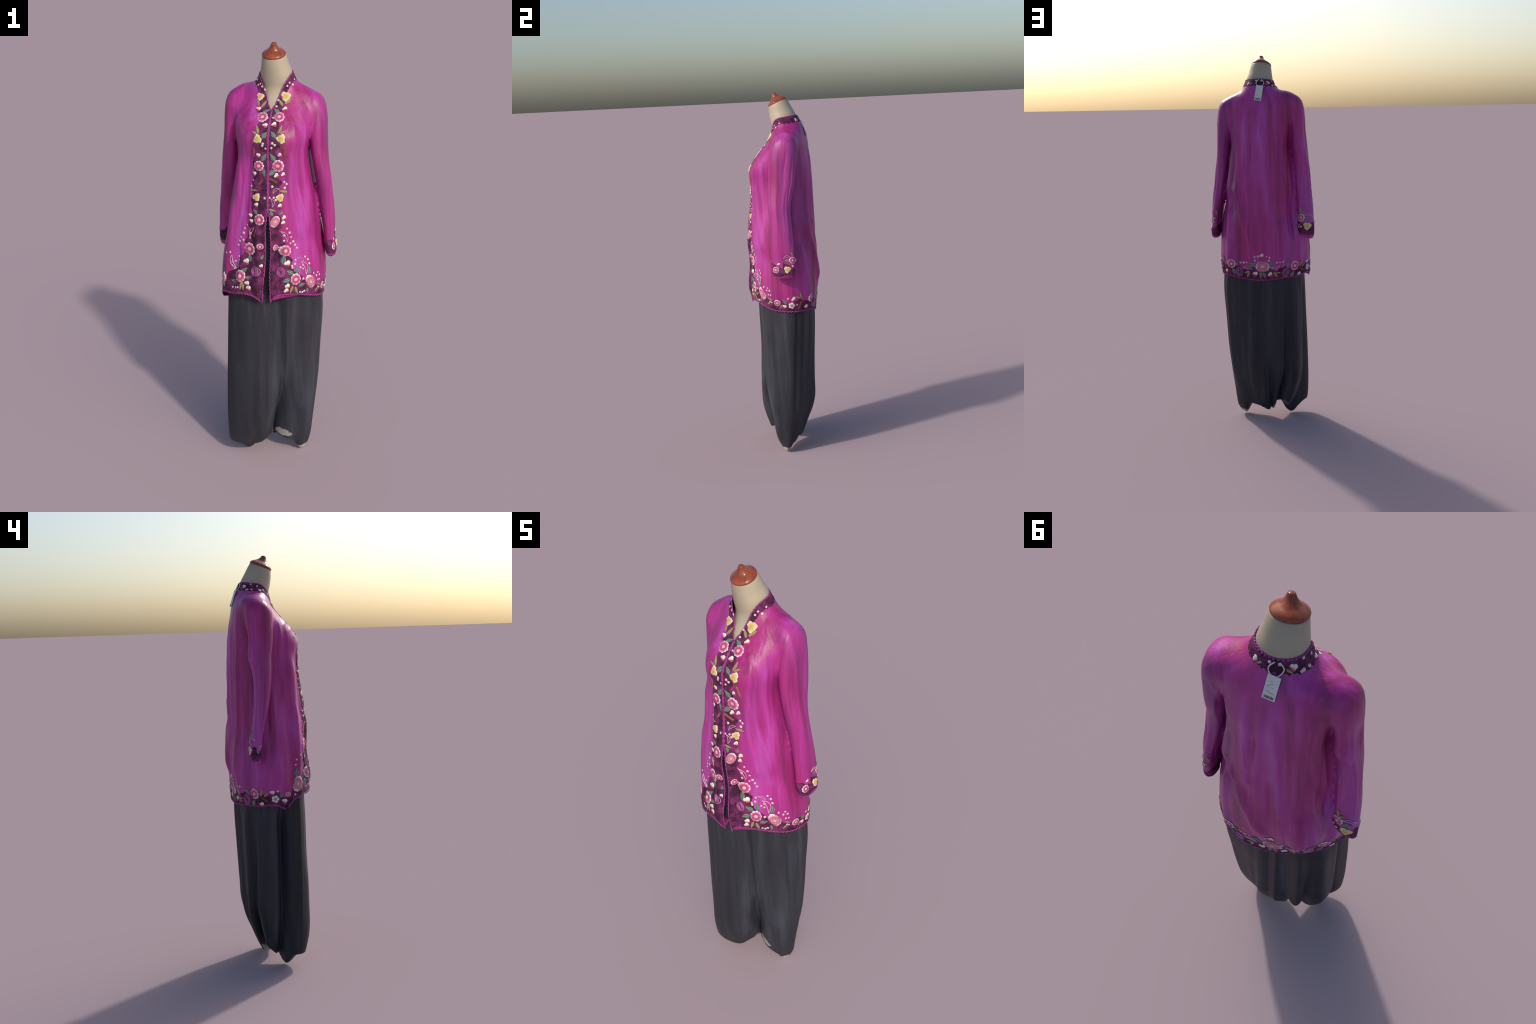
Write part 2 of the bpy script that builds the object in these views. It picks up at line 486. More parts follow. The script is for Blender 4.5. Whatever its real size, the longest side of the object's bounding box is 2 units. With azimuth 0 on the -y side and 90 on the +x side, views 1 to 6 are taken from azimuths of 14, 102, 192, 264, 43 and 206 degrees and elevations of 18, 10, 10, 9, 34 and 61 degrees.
def crease_depth(deg, z):
    """Deep folds between the legs, front and back."""
    front = adiff(deg, smooth_interp(z, [.03, .2, .4, .62], [-62, -55, -50, -47]))
    lap = adiff(deg, smooth_interp(z, [.2, .5, .9], [-62, -64, -68]))
    side = adiff(deg, smooth_interp(z, [.05, .3, .6, .9], [-171, -170, -169, -168]))
    notch = adiff(deg, smooth_interp(z, [.05, .3, .6, .85], [138, 140, 144, 142]))
    seat = adiff(deg, smooth_interp(z, [.05, .3, .6, .85], [110, 107, 105, 103]))
    return (.15 * sstep(.58, .05, z) * gauss(front, 8 + 17 * sstep(.48, .10, z))
            + .026 * sstep(.30, .50, z) * sstep(1.0, .8, z) * gauss(lap, 13)
            + .066 * sstep(.90, .72, z) * gauss(side, 8.5) + .018 * sstep(.92, .40, z) * gauss(notch, 6) + .062 * sstep(.34, .12, z) * gauss(notch, 9)
            + .024 * sstep(.45, .08, z) * gauss(seat, 7))


def build_trousers():
    N, phi = 300, np.linspace(0, TAU, 300, endpoint=False)
    deg = np.degrees(phi)
    cx, cy = -.01, .0

    def RIP(a, z):
        h = 0 * z
        r = random.Random(21)
        for _ in range(26):
            a0 = r.uniform(-180, 180); zc = r.uniform(.1, .9); w = r.uniform(3, 8)
            h = h + r.choice((-1, 1)) * r.uniform(.001, .0035) * gauss(adiff(a, a0 + r.uniform(-14, 14) * (z - zc)), w) * gauss(z - zc, r.uniform(.15, .35))
        return h

    def wall(z):
        row = smooth_interp(z, TROUSERS[:, 0], TROUSERS[:, 1:])
        x, y = quad_section(row, phi)
        dx, dy = x - cx, y - cy
        r = np.hypot(dx, dy); a = angle_of(dx, dy)
        h = fold_height(a, z, TROUSER_FOLDS) + RIP(a, z) - crease_depth(a, z) * np.minimum(1, r / .1)
        s = (r + h) / r
        return cx + dx * s, cy + dy * s

    rim = np.full(N, .07)
    for _ in range(8):
        x, y = wall(rim); rim = .5 * rim + .5 * np.clip(under_height(x, y), .01, .16)
    rim = (rim + np.roll(rim, 1) + np.roll(rim, -1)) / 3
    rings = []
    xr, yr = wall(rim)
    bx, by = -.02, -.005
    for t in np.linspace(.06, .97, 26):
        x, y = bx + (xr - bx) * t, by + (yr - by) * t
        zz = under_height(x, y); w = sstep(.75, 1, t)
        rings.append(np.stack([x, y, zz * (1 - w) + rim * w], 1))
    for t in np.linspace(0, 1, 190):
        z = rim + (1.31 - rim) * t
        x, y = wall(z)
        rings.append(np.stack([x, y, z], 1))
    v, f = loft_closed(np.array(rings))
    ob = new_mesh_object('trousers', v, f, thing, CLOTH)
    relax(ob.data, 2)
    return ob


# ------------------------------------------------------------------ neck and finial
def build_neck():
    # z, x centre, y centre, x radius, y radius, tilt of the ring (dz/dy)
    tab = np.array([(1.62, .006, .00, .110, .110, 0), (1.68, .008, .012, .095, .092, 0), (1.72, .010, .024, .085, .081, 0),
                    (1.76, .010, .038, .078, .066, 0), (1.80, .010, .046, .074, .064, .02), (1.835, .009, .045, .074, .069, .08),
                    (1.865, .008, .040, .071, .070, .15), (1.90, .006, .027, .062, .062, .26), (1.93, .005, .017, .056, .054, .35), (1.943, .004, .013, .053, .050, .37)])
    a = np.linspace(0, TAU, 96, endpoint=False)
    rings = []
    for z in np.linspace(tab[0, 0], tab[-1, 0], 80):
        cx, cy, rx, ry, t = smooth_interp(np.array([z]), tab[:, 0], tab[:, 1:])[0]
        y = ry * np.sin(a)
        rings.append(np.stack([cx + rx * np.cos(a), cy + y, z + t * y + .04 * t * rx * np.cos(a)], 1))
    new_mesh_object('neck', *loft_closed(np.array(rings)), thing, SKIN)


def build_finial():
    prof = np.array([(-.006, .040), (-.002, .0505), (.003, .0535), (.009, .0525), (.015, .0460), (.021, .0370), (.027, .0280), (.033, .0225),
                     (.039, .0182), (.045, .0150), (.050, .0132), (.0545, .0110), (.0575, .0072), (.0588, .0010)])
    a = np.linspace(0, TAU, 72, endpoint=False)
    n = Vector((.03, -.345, .938)).normalized()
    t = n.cross(Vector((0, 1, 0))).normalized(); b = n.cross(t)
    if b.y < 0: b = -b
    if t.x < 0: t = -t
    c0 = Vector((.004, .012, 1.942))
    rings = []
    for h in np.linspace(prof[0, 0], prof[-1, 0], 70):
        r = smooth_interp(np.array([h]), prof[:, 0], prof[:, 1])[0]
        mid = math.exp(-((h - .026) / .014) ** 2)
        ring = []
        for q in a:
            rr = r * (1 + .28 * mid * max(0, math.sin(q)) ** 3 + .05 * mid * math.cos(3 * q + .5))
            p = c0 + n * h + t * (rr * math.cos(q)) + b * (rr * math.sin(q)) + Vector((.003, 0, 0)) * sstep(.02, .06, h)
            ring.append(tuple(p))
        rings.append(ring)
    new_mesh_object('finial', *loft_closed(np.array(rings)), thing, COPPER)


blouse_mesh, ARM_P, ARM_N = build_blouse()
SURF, GARMENT = split_blouse(blouse_mesh, ARM_P, ARM_N)
build_trousers()
build_neck()
build_finial()
# ------------------------------------------------------------------ surface lookup
def cast(deg, z, centre=(0., 0.)):
    """Point and outward normal on the blouse, seen from a vertical axis."""
    d = Vector((math.cos(math.radians(deg)), math.sin(math.radians(deg)), 0))
    if z < 1.0:      # clear of the sleeves: look from outside
        hit = SURF.ray_cast(Vector((centre[0], centre[1], z)) + d * .5, -d, .5)
    else:
        hit = SURF.ray_cast(Vector((centre[0], centre[1], z)), d, .5)
    if hit[0] is None:
        hit = SURF.find_nearest(Vector((centre[0], centre[1], z)) + d * .2)
    n = hit[1] if hit[1].dot(d) > 0 else -hit[1]
    return hit[0].copy(), n.copy()


def sleeve_centre(region, z):
    q = sleeve_axis(SLEEVE_POS if region == 'right_cuff' else SLEEVE_NEG, np.array([z]))
    return float(q[0][0]), float(q[1][0])


def centre_of(region, z):
    return {'body': (0., 0.), 'neck': NECK_C}.get(region) or sleeve_centre(region, z)


def frame_at(p, n, rot):
    up = Vector((0, 0, 1)); up = (up - n * up.dot(n)).normalized()
    right = up.cross(n).normalized()
    a = math.radians(rot)
    t = right * math.cos(a) + up * math.sin(a)
    return t, n.cross(t)


def drape(p, n, t, b, u, v, lift):
    """Lay the local point (u, v) on the cloth, lifted by `lift`."""
    q = p + t * u + b * v
    hit = SURF.ray_cast(q + n * .025, -n, .06)
    if hit[0] is None:
        return q + n * lift
    m = hit[1] if hit[1].dot(n) > 0 else -hit[1]
    return hit[0] + m * lift


# ------------------------------------------------------------------ embroidery stitches
def polar_patch(outline, height, rings=7, seg=36):
    """Unit patch (u, v, h): radius by angle and height by (r, angle)."""
    pts, faces = [(0, 0, height(0, 0))], []
    for i in range(1, rings + 1):
        r = i / rings
        for j in range(seg):
            a = TAU * j / seg; R = outline(a) * r
            pts.append((R * math.cos(a), R * math.sin(a), height(r, a) if i < rings else -.02))
    for j in range(seg): faces.append((0, 1 + j, 1 + (j + 1) % seg))
    for i in range(rings - 1):
        o = 1 + i * seg
        for j in range(seg):
            k = (j + 1) % seg
            faces.append((o + j, o + seg + j, o + seg + k, o + k))
    return pts, faces


def leaf_patch(width, serrate=0., n=14, m=7):
    pts, faces = [], []
    for i in range(n + 1):
        s = i / n
        w = width * (math.sin(math.pi * s ** .8) ** .8 if 0 < s < 1 else .02) * (1 + serrate * math.sin(s * 40))
        for j in range(m):
            c = -1 + 2 * j / (m - 1)
            h = .09 * (1 - c * c) - .05 * math.exp(-(c / .22) ** 2)
            pts.append((-1 + 2 * s, w * c, h if abs(c) < 1 and 0 < s < 1 else -.02))
    for i in range(n):
        for j in range(m - 1):
            a = i * m + j
            faces.append((a, a + m, a + m + 1, a + 1))
    return pts, faces


def crescent_patch(turns=1.15, n=26, m=6, hollow=True):
    """Two stitched cords forming a leaf-shaped crescent; unit size."""
    pts, faces = [], []

    def cord(path):
        o = len(pts)
        for i, (x, y) in enumerate(path):
            x0, y0 = path[max(0, i - 1)]; x1, y1 = path[min(len(path) - 1, i + 1)]
            l = math.hypot(x1 - x0, y1 - y0) or 1; nx, ny = -(y1 - y0) / l, (x1 - x0) / l
            bead = .045 + .012 * (i % 2)
            for q in (-1, -.5, .5, 1):
                pts.append((x + nx * q * bead, y + ny * q * bead, .06 if abs(q) < 1 else -.02))
        for i in range(len(path) - 1):
            for j in range(3):
                a = o + i * 4 + j; faces.append((a, a + 1, a + 5, a + 4))
    outer = [(-1 + 2 * t, .62 * math.sin(math.pi * t) ** .9) for t in [i / n for i in range(n + 1)]]
    inner = [(-1 + 2 * t, .16 * math.sin(math.pi * t)) for t in [i / n for i in range(n + 1)]]
    cord([(x, y - .3) for x, y in outer]); cord([(x, y - .3) for x, y in inner])
    return pts, faces


def swirl_patch():
    pts, faces = [], []
    for R, w in ((.92, .05), (.66, .045), (.38, .045)):
        o = len(pts); seg = 36
        for j in range(seg):
            a = TAU * j / seg
            for q in (-1, -.4, .4, 1):
                rr = R + q * w; pts.append((rr * math.cos(a), 1.1 * rr * math.sin(a), .06 if abs(q) < 1 else -.02))
        for j in range(seg):
            k = (j + 1) % seg
            for i in range(3): faces.append((o + j*4 + i, o + j*4 + i + 1, o + k*4 + i + 1, o + k*4 + i))
    return pts, faces


def sprig_patch():
    """A curved stem with pairs of slim barbs."""
    pts, faces = [], []

    def blade(x, y, a, l, w):
        o = len(pts); c, s = math.cos(a), math.sin(a)
        for q, ww in ((0, .2), (.35, 1), (.7, .8), (1, .1)):
            for k, h in ((-1, -.02), (0, .07), (1, -.02)):
                u, v = q * l, k * ww * w
                pts.append((x + u * c - v * s, y + u * s + v * c, h))
        for i in range(3):
            for j in range(2):
                b = o + i * 3 + j; faces.append((b, b + 3, b + 4, b + 1))
    for i in range(8):
        t = -1 + i * .22; y = .12 * math.sin(t * 1.6)
        blade(t, y, .6, .46, .035); blade(t, y, -.6, .46, .035)
    blade(-1, -.12, .12, 1.95, .05)
    return pts, faces


def petals(n, depth, phase=0., jag=.0):
    def f(a):
        lobe = abs(math.cos(n * a / 2 + phase))
        return 1 - depth + depth * lobe ** .5 + jag * math.sin(n * 5 * a)
    return f


def flower_height(n, h, cup=.35):
    def f(r, a):
        dome = h * (1 - .55 * r * r)
        groove = .35 * h * r * (1 - abs(math.cos(n * a / 2))) ** 2
        return dome - groove - cup * h * math.exp(-((r - .32) / .12) ** 2)
    return f


def pansy_outline(a):
    return .62 + .38 * abs(math.cos(1.5 * (a - math.pi / 2))) ** .6


def rose_outline(a):
    return .84 + .12 * math.sin(3 * a + .6) + .05 * math.sin(7 * a)


PATCH = {
    'pink_flower': polar_patch(petals(9, .13, jag=.015), flower_height(9, .16), 8, 72),
    'peony': polar_patch(lambda a: (1 - .30 * abs(math.sin(a)) ** 1.5) * petals(13, .08)(a), flower_height(6, .13, .5), 8, 78),
    'yellow_rose': polar_patch(rose_outline, lambda r, a: .2 * (1 - .5 * r * r) + .04 * math.sin(3 * a + 7 * r), 8, 48),
    'white_blossom': polar_patch(petals(5, .35), flower_height(5, .14, .2), 7, 60),
    'pansy': polar_patch(pansy_outline, lambda r, a: .17 * (1 - .6 * r * r), 6, 36),
    'green_leaf': leaf_patch(.50, .06), 'olive_leaf': leaf_patch(.34),
    'stitched_crescent': crescent_patch(), 'swirl': swirl_patch(), 'feather_sprig': sprig_patch(),
    'floret': polar_patch(petals(5, .3), lambda r, a: .25 * (1 - .7 * r * r), 3, 15),
}


# ------------------------------------------------------------------ embroidery threads
def thread(name, rough=.6):
    k = Nodes(name, rough, .3)
    x, y, z = k.xyz()
    r = k.math('SQRT', k.math('ADD', k.math('MULTIPLY', x, x), k.math('MULTIPLY', y, y)))
    a = k.math('ARCTAN2', y, x)
    k.stitch = k.math('SINE', k.math('MULTIPLY', a, 46.))
    return k, x, y, r


def make_flower_thread(name, stops, jitter=.10):
    k, x, y, r = thread(name)
    nz = k.noise(k.co, 3.5, 3)
    rr = k.math('ADD', r, k.math('MULTIPLY', k.math('SUBTRACT', nz, .5), jitter * 2.2))
    rr = k.math('ADD', rr, k.math('MULTIPLY', k.stitch, jitter * .28))
    k.color(k.ramp(rr, stops)); k.bump(k.stitch, .35, .03)
    return k.mat


def make_pansy_thread():
    k, x, y, r = thread('pansy_thread')
    side = k.ramp(k.math('ADD', k.math('MULTIPLY', x, .5), .5), [(.32, (.40, .05, .16)), (.48, (.70, .66, .62)), (.9, (.78, .75, .72))])
    d = k.math('SQRT', k.math('ADD', k.math('MULTIPLY', k.math('ADD', x, .05), k.math('ADD', x, .05)), k.math('MULTIPLY', y, y)))
    eye = k.ramp(d, [(.16, 1.), (.36, 0.)])
    k.color(k.mix(eye, side, (.72, .50, .06))); k.bump(k.stitch, .3, .03)
    return k.mat


def make_leaf_thread(name, dark, light, edge):
    k, x, y, r = thread(name)
    vein = k.math('SINE', k.math('MULTIPLY', k.math('SUBTRACT', x, k.math('ABSOLUTE', y)), 26.))
    base = k.mix(k.math('MULTIPLY_ADD', vein, .3, .4), dark, light)
    rib = k.ramp(k.math('ABSOLUTE', y), [(.02, edge), (.06, (0, 0, 0))])
    mask = k.ramp(k.math('ABSOLUTE', y), [(.02, 1.), (.06, 0.), (.30, 0.), (.44, .65)])
    k.color(k.mix(mask, base, edge)); k.bump(vein, .3, .03)
    return k.mat


def make_lace():
    k = Nodes('openwork_lace', .7, .2)
    hole = k.voronoi(k.scaled(150), 1, 'DISTANCE_TO_EDGE')
    net = k.ramp(hole, [(.08, 1.), (.22, 0.)])
    patch = k.noise(k.scaled(28, loc=(4, 0, 2)), 1, 3)
    fill = k.ramp(patch, [(.42, (.018, .008, .015)), (.52, (.040, .011, .030)), (.64, (.11, .016, .070))])
    line = k.ramp(patch, [(.4, (.075, .014, .050)), (.62, (.20, .030, .13))])
    k.color(k.mix(net, fill, line)); k.bump(net, .5, .0015)
    return k.mat


THREAD = {
    'pink_flower': make_flower_thread('pink_flower_thread', [(.16, (.72, .52, .44)), (.30, (.66, .34, .36)), (.38, (.42, .03, .13)),
                                      (.62, (.52, .08, .24)), (.80, (.62, .25, .40)), (.93, (.80, .66, .70))]),
    'peony': make_flower_thread('peony_thread', [(.14, (.70, .50, .42)), (.26, (.45, .06, .16)), (.40, (.66, .34, .38)), (.54, (.46, .07, .18)),
                                (.72, (.64, .28, .38)), (.92, (.80, .64, .68))], .16),
    'yellow_rose': make_flower_thread('yellow_rose_thread', [(.2, (.62, .44, .10)), (.55, (.66, .52, .24)), (.9, (.78, .70, .46))], .22),
    'white_blossom': make_flower_thread('white_blossom_thread', [(.22, (.25, .30, .10)), (.40, (.60, .30, .38)), (.65, (.78, .74, .72))]),
    'pansy': make_pansy_thread(),
    'green_leaf': make_leaf_thread('green_leaf_thread', (.055, .115, .075), (.13, .22, .16), (.30, .40, .33)),
    'olive_leaf': make_leaf_thread('olive_leaf_thread', (.19, .15, .06), (.36, .30, .13), (.48, .42, .22)),
    'stitched_crescent': make_plain('pale_pink_cord', (.58, .30, .46), .6, .2, 6),
    'swirl': make_plain('orchid_cord', (.50, .18, .40), .6, .25, 6),
    'feather_sprig': make_plain('rust_thread', (.34, .12, .07), .6, .35, 4),
    'floret': make_plain('white_thread', (.62, .47, .47), .6, .12, 60),
}
LACE = make_lace()
EDGING = make_plain('magenta_braid', (.27, .03, .19), .6, .35, 90)

# kind, region, then (angle, height, radius, turn) of each motif
MOTIFS = [
    ('pink_flower', 'body', [
        (-104.2, 1.682, 0.0251, 0), (-60.6, 1.684, 0.0238, 0), (-100.6, 1.477, 0.0237, 0), (-68.6, 1.479, 0.0264, 0),
        (-97.1, 1.239, 0.0256, 70), (-113.7, 1.095, 0.0293, 20), (-59.3, 1.091, 0.027, 60),
        (-125, 0.963, 0.0286, 70), (-45.3, 0.953, 0.0267, 0), (3.1, 0.885, 0.0136, 0), (-96.4, 1.114, 0.0155, 80),
        (-74.7, 1.107, 0.0155, 80), (1.6, 0.884, 0.018, 0), (49.5, 0.897, 0.0248, 0), (152.6, 0.879, 0.0255, 0),
        (-166.3, 0.879, 0.0124, 80)]),
    ('pink_flower', 'right_cuff', [
        (-63, 1.074, 0.0177, 0), (77.1, 1.124, 0.0189, 0)]),
    ('pink_flower', 'left_cuff', [
        (52.8, 1.142, 0.0202, 80)]),
    ('peony', 'body', [
        (-74.6, 1.231, 0.0288, 60), (-23.7, 0.929, 0.0354, 120), (96.9, 0.884, 0.0406, 0),
        (-153.4, 0.923, 0.0374, 70)]),
    ('yellow_rose', 'neck', [
        (-134.8, 1.762, 0.0205, 0), (-44.4, 1.765, 0.0258, 0)]),
    ('yellow_rose', 'body', [
        (-103.5, 1.595, 0.0222, 200), (-64.3, 1.598, 0.0235, 160), (-103.4, 1.337, 0.0203, 40),
        (-66.6, 1.336, 0.0202, 150)]),
    ('yellow_rose', 'right_cuff', [
        (54.5, 1.076, 0.0206, 0)]),
    ('yellow_rose', 'left_cuff', [
        (114, 1.098, 0.023, 0)]),
    ('white_blossom', 'body', [
        (20.1, 0.869, 0.0182, 0), (179.5, 0.858, 0.0181, 0)]),
    ('pansy', 'body', [
        (-127.4, 1.713, 0.0124, 70), (-40.4, 1.715, 0.0124, 110), (-93, 1.651, 0.0131, 80),
        (-74.1, 1.655, 0.0131, 100), (-101.8, 1.524, 0.011, 60), (-66.1, 1.527, 0.0109, 120),
        (-108.8, 1.441, 0.0111, 60), (-60.9, 1.44, 0.011, 120), (-71.4, 1.435, 0.0123, 120),
        (-102.9, 1.303, 0.0111, 80), (-66.9, 1.3, 0.0111, 100), (-112.6, 1.251, 0.0112, 60),
        (-110.5, 1.226, 0.0112, 60), (-60.9, 1.245, 0.012, 120), (-62.4, 1.222, 0.0111, 110),
        (-118.8, 1.032, 0.0157, 90), (-56.6, 1.03, 0.0165, 90), (-94.9, 1.021, 0.0104, 90),
        (-115, 0.932, 0.0136, 80), (-112.2, 0.911, 0.0136, 80), (-57.2, 0.923, 0.0136, 100),
        (-58.6, 0.901, 0.0127, 120), (11.2, 0.863, 0.012, 60), (23.1, 0.904, 0.0137, 120), (40.1, 0.853, 0.0126, 90),
        (84.3, 0.844, 0.0141, 70), (110.2, 0.839, 0.0142, 110), (96.1, 0.943, 0.0132, 90),
        (162.6, 0.829, 0.0126, 90), (175.8, 0.888, 0.0131, 70), (-170.4, 0.847, 0.0135, 60)]),
    ('pansy', 'right_cuff', [
        (-44.1, 1.103, 0.0093, 80)]),
    ('pansy', 'neck', [
        (130.4, 1.851, 0.012, 40), (65.8, 1.848, 0.0111, 140), (-179.7, 1.83, 0.0096, 60)]),
    ('green_leaf', 'body', [
        (-98.6, 1.706, 0.0171, 30), (-63.8, 1.707, 0.017, 140), (-92, 1.612, 0.0185, 55),
        (-76.4, 1.615, 0.0177, 125), (-92.1, 1.515, 0.0194, 55), (-77.4, 1.516, 0.0194, 125),
        (-92.5, 1.449, 0.0174, -70), (-78.4, 1.45, 0.0195, 40), (-104.4, 1.272, 0.0133, 140),
        (-80, 1.269, 0.0132, 110), (-65, 1.268, 0.0115, 80), (-113.8, 1.052, 0.0201, 100),
        (-62.7, 1.049, 0.0225, 80), (-93.9, 1.063, 0.0138, 60), (-132.2, 1.007, 0.0185, 95),
        (-120.6, 0.992, 0.0193, 40), (-134.8, 0.928, 0.0204, 170), (-113.3, 0.96, 0.0158, 20),
        (-53.4, 0.988, 0.02, 150), (-43.1, 0.998, 0.0183, 90), (-58.7, 0.95, 0.0201, 195),
        (-25.5, 0.985, 0.0202, 80), (-36.4, 0.922, 0.0172, 15), (-26.8, 0.887, 0.0138, -80),
        (11.5, 0.89, 0.0167, 130), (57.3, 0.899, 0.0133, 75), (52.4, 0.856, 0.0177, -60), (79.4, 0.897, 0.0209, 150),
        (113.2, 0.895, 0.0201, 30), (93.3, 0.839, 0.0176, 260), (99.7, 0.837, 0.0176, 285),
        (138.9, 0.891, 0.018, 150), (149.7, 0.833, 0.0199, 60), (-173.3, 0.878, 0.0144, 55),
        (-153.6, 0.977, 0.0208, 80), (-149, 0.902, 0.0141, -70)]),
    ('green_leaf', 'right_cuff', [
        (56.7, 1.122, 0.0151, -15)]),
    ('green_leaf', 'left_cuff', [
        (115.1, 1.136, 0.0174, 8)]),
    ('olive_leaf', 'neck', [
        (-131, 1.736, 0.0159, 120), (-114.8, 1.733, 0.0215, 60), (-63.3, 1.74, 0.0201, 120),
        (-43.7, 1.744, 0.0201, 40), (123.9, 1.844, 0.0111, -40), (74.9, 1.848, 0.0107, 220)]),
    ('olive_leaf', 'body', [
        (-106.8, 1.634, 0.0207, 105), (-110, 1.62, 0.014, 150), (-63.3, 1.636, 0.0206, 72),
        (-60.2, 1.625, 0.0151, 30), (-109.7, 1.366, 0.0171, 10), (-61.3, 1.364, 0.0195, 170),
        (-78.6, 1.283, 0.0157, -20), (-123.1, 0.917, 0.0203, -100), (-120.4, 0.918, 0.0203, -80),
        (-51.2, 0.904, 0.0202, 250), (-44, 0.898, 0.0202, 290), (-8.4, 0.902, 0.0143, 150),
        (-11.2, 0.879, 0.0143, 220), (7, 0.867, 0.0129, 60), (32.9, 0.918, 0.0197, 110), (28.4, 0.912, 0.0158, 160),
        (73.4, 0.842, 0.0184, -110), (71.5, 0.855, 0.0163, -160), (119.8, 0.837, 0.0197, -60),
        (124.4, 0.848, 0.0142, 10), (162.6, 0.889, 0.0226, 78), (168.9, 0.878, 0.0161, 40)]),
    ('olive_leaf', 'right_cuff', [
        (74.1, 1.16, 0.0134, 110), (97.3, 1.166, 0.0174, 100)]),
    ('olive_leaf', 'left_cuff', [
        (54.9, 1.182, 0.0196, 97), (78.2, 1.171, 0.0132, 45)]),
    ('feather_sprig', 'body', [
        (-110.5, 1.537, 0.0233, 255), (-58.8, 1.54, 0.0284, 280), (-64.7, 1.567, 0.0126, 260),
        (-96.6, 1.406, 0.0202, 40), (-76.9, 1.414, 0.0244, -40), (-103.6, 1.175, 0.0193, 240),
        (30.8, 0.866, 0.0223, 60), (166.6, 0.854, 0.0183, -40)]),
    ('swirl', 'body', [
        (60.5, 0.854, 0.0211, 0), (136.9, 0.846, 0.0224, 0), (-103.1, 0.996, 0.0207, 0), (-66.4, 0.99, 0.0196, 0)]),
    ('stitched_crescent', 'body', [
        (-110.6, 1.179, 0.027, 60), (-73.3, 1.371, 0.0191, 30), (-77.8, 1.317, 0.0212, -80),
        (-59, 1.161, 0.0279, -60), (-139.6, 1.017, 0.0332, 110), (-30.2, 1.004, 0.0362, -70),
        (-36.5, 1.047, 0.0185, -30), (73, 0.88, 0.0257, -10), (118.9, 0.876, 0.0256, 190)]),
    ('stitched_crescent', 'left_cuff', [
        (124, 1.158, 0.0245, -10), (-170.8, 1.105, 0.0198, 70)]),
    ('stitched_crescent', 'right_cuff', [
        (51.9, 1.144, 0.0189, 10)]),
    ('floret', 'body', [
        (-90.4, 1.679), (-75.9, 1.681), (-94.8, 1.567), (-89.3, 1.555), (-94, 1.576), (-78, 1.579), (-74.2, 1.571),
        (-79.6, 1.558), (-111.1, 1.41), (-114.6, 1.383), (-59.4, 1.406), (-55.9, 1.397), (-58.8, 1.38),
        (-89.7, 1.337), (-82.8, 1.339), (-76.4, 1.338), (-73.5, 1.327), (-78.5, 1.387), (-117.9, 1.205),
        (-122.7, 1.187), (-124.2, 1.165), (-111.9, 1.169), (-113.4, 1.147), (-128, 1.143), (-129.7, 1.124),
        (-124, 1.132), (-132.1, 1.104), (-57.1, 1.195), (-53.1, 1.175), (-50.7, 1.153), (-61.5, 1.164),
        (-61.4, 1.139), (-51.4, 1.124), (-47.1, 1.131), (-44.1, 1.114), (-41.6, 1.099), (-131.8, 1.048),
        (-130.4, 1.032), (-139.5, 1.019), (-136.2, 1.024), (-139.6, 1.001), (-136.8, 0.989), (-141.6, 1.063),
        (-29.5, 1.051), (-26.1, 1.037), (-24.8, 1.017), (-34.1, 1.016), (-34.6, 0.999), (-44.3, 1.044),
        (-45.4, 1.025), (-50.1, 1.018), (-49.5, 1.009), (-38.1, 1.007), (-135.5, 0.9), (-130.1, 0.904),
        (-126.7, 0.908), (-34.9, 0.951), (-19, 0.966), (-13.5, 0.949), (-10.9, 0.927), (-38.1, 0.886),
        (-34.5, 0.883), (-31.7, 0.887), (-9, 0.889), (16.1, 0.908), (27, 0.871), (-6.6, 0.884), (-11.4, 0.963),
        (-8.9, 0.949), (-7.5, 0.925), (62.8, 0.906), (67.4, 0.907), (71.8, 0.908), (84.8, 0.938), (89.7, 0.941),
        (103.9, 0.941), (108.3, 0.935), (85, 0.919), (107.7, 0.918), (120, 0.907), (124.5, 0.908), (129.2, 0.909),
        (175.1, 0.886), (-177.9, 0.896), (-152, 1.037), (-153.6, 1.013), (-146.6, 1.058), (-157.7, 0.875)]),
    ('floret', 'neck', [
        (-168, 1.832), (-147, 1.816), (-137.6, 1.806), (-153.5, 1.811), (-125.9, 1.793), (-21.4, 1.822),
        (-11.9, 1.813), (-31.3, 1.809), (3.3, 1.834), (-69.9, 1.75), (-76.7, 1.725), (91.6, 1.864), (109.1, 1.863),
        (142, 1.836), (151.9, 1.861), (173.1, 1.851), (145.9, 1.837), (157.1, 1.836)]),
    ('floret', 'right_cuff', [
        (77.5, 1.093)]),
    ('floret', 'left_cuff', [
        (18.8, 1.091), (46, 1.094), (26.7, 1.103)]),
]


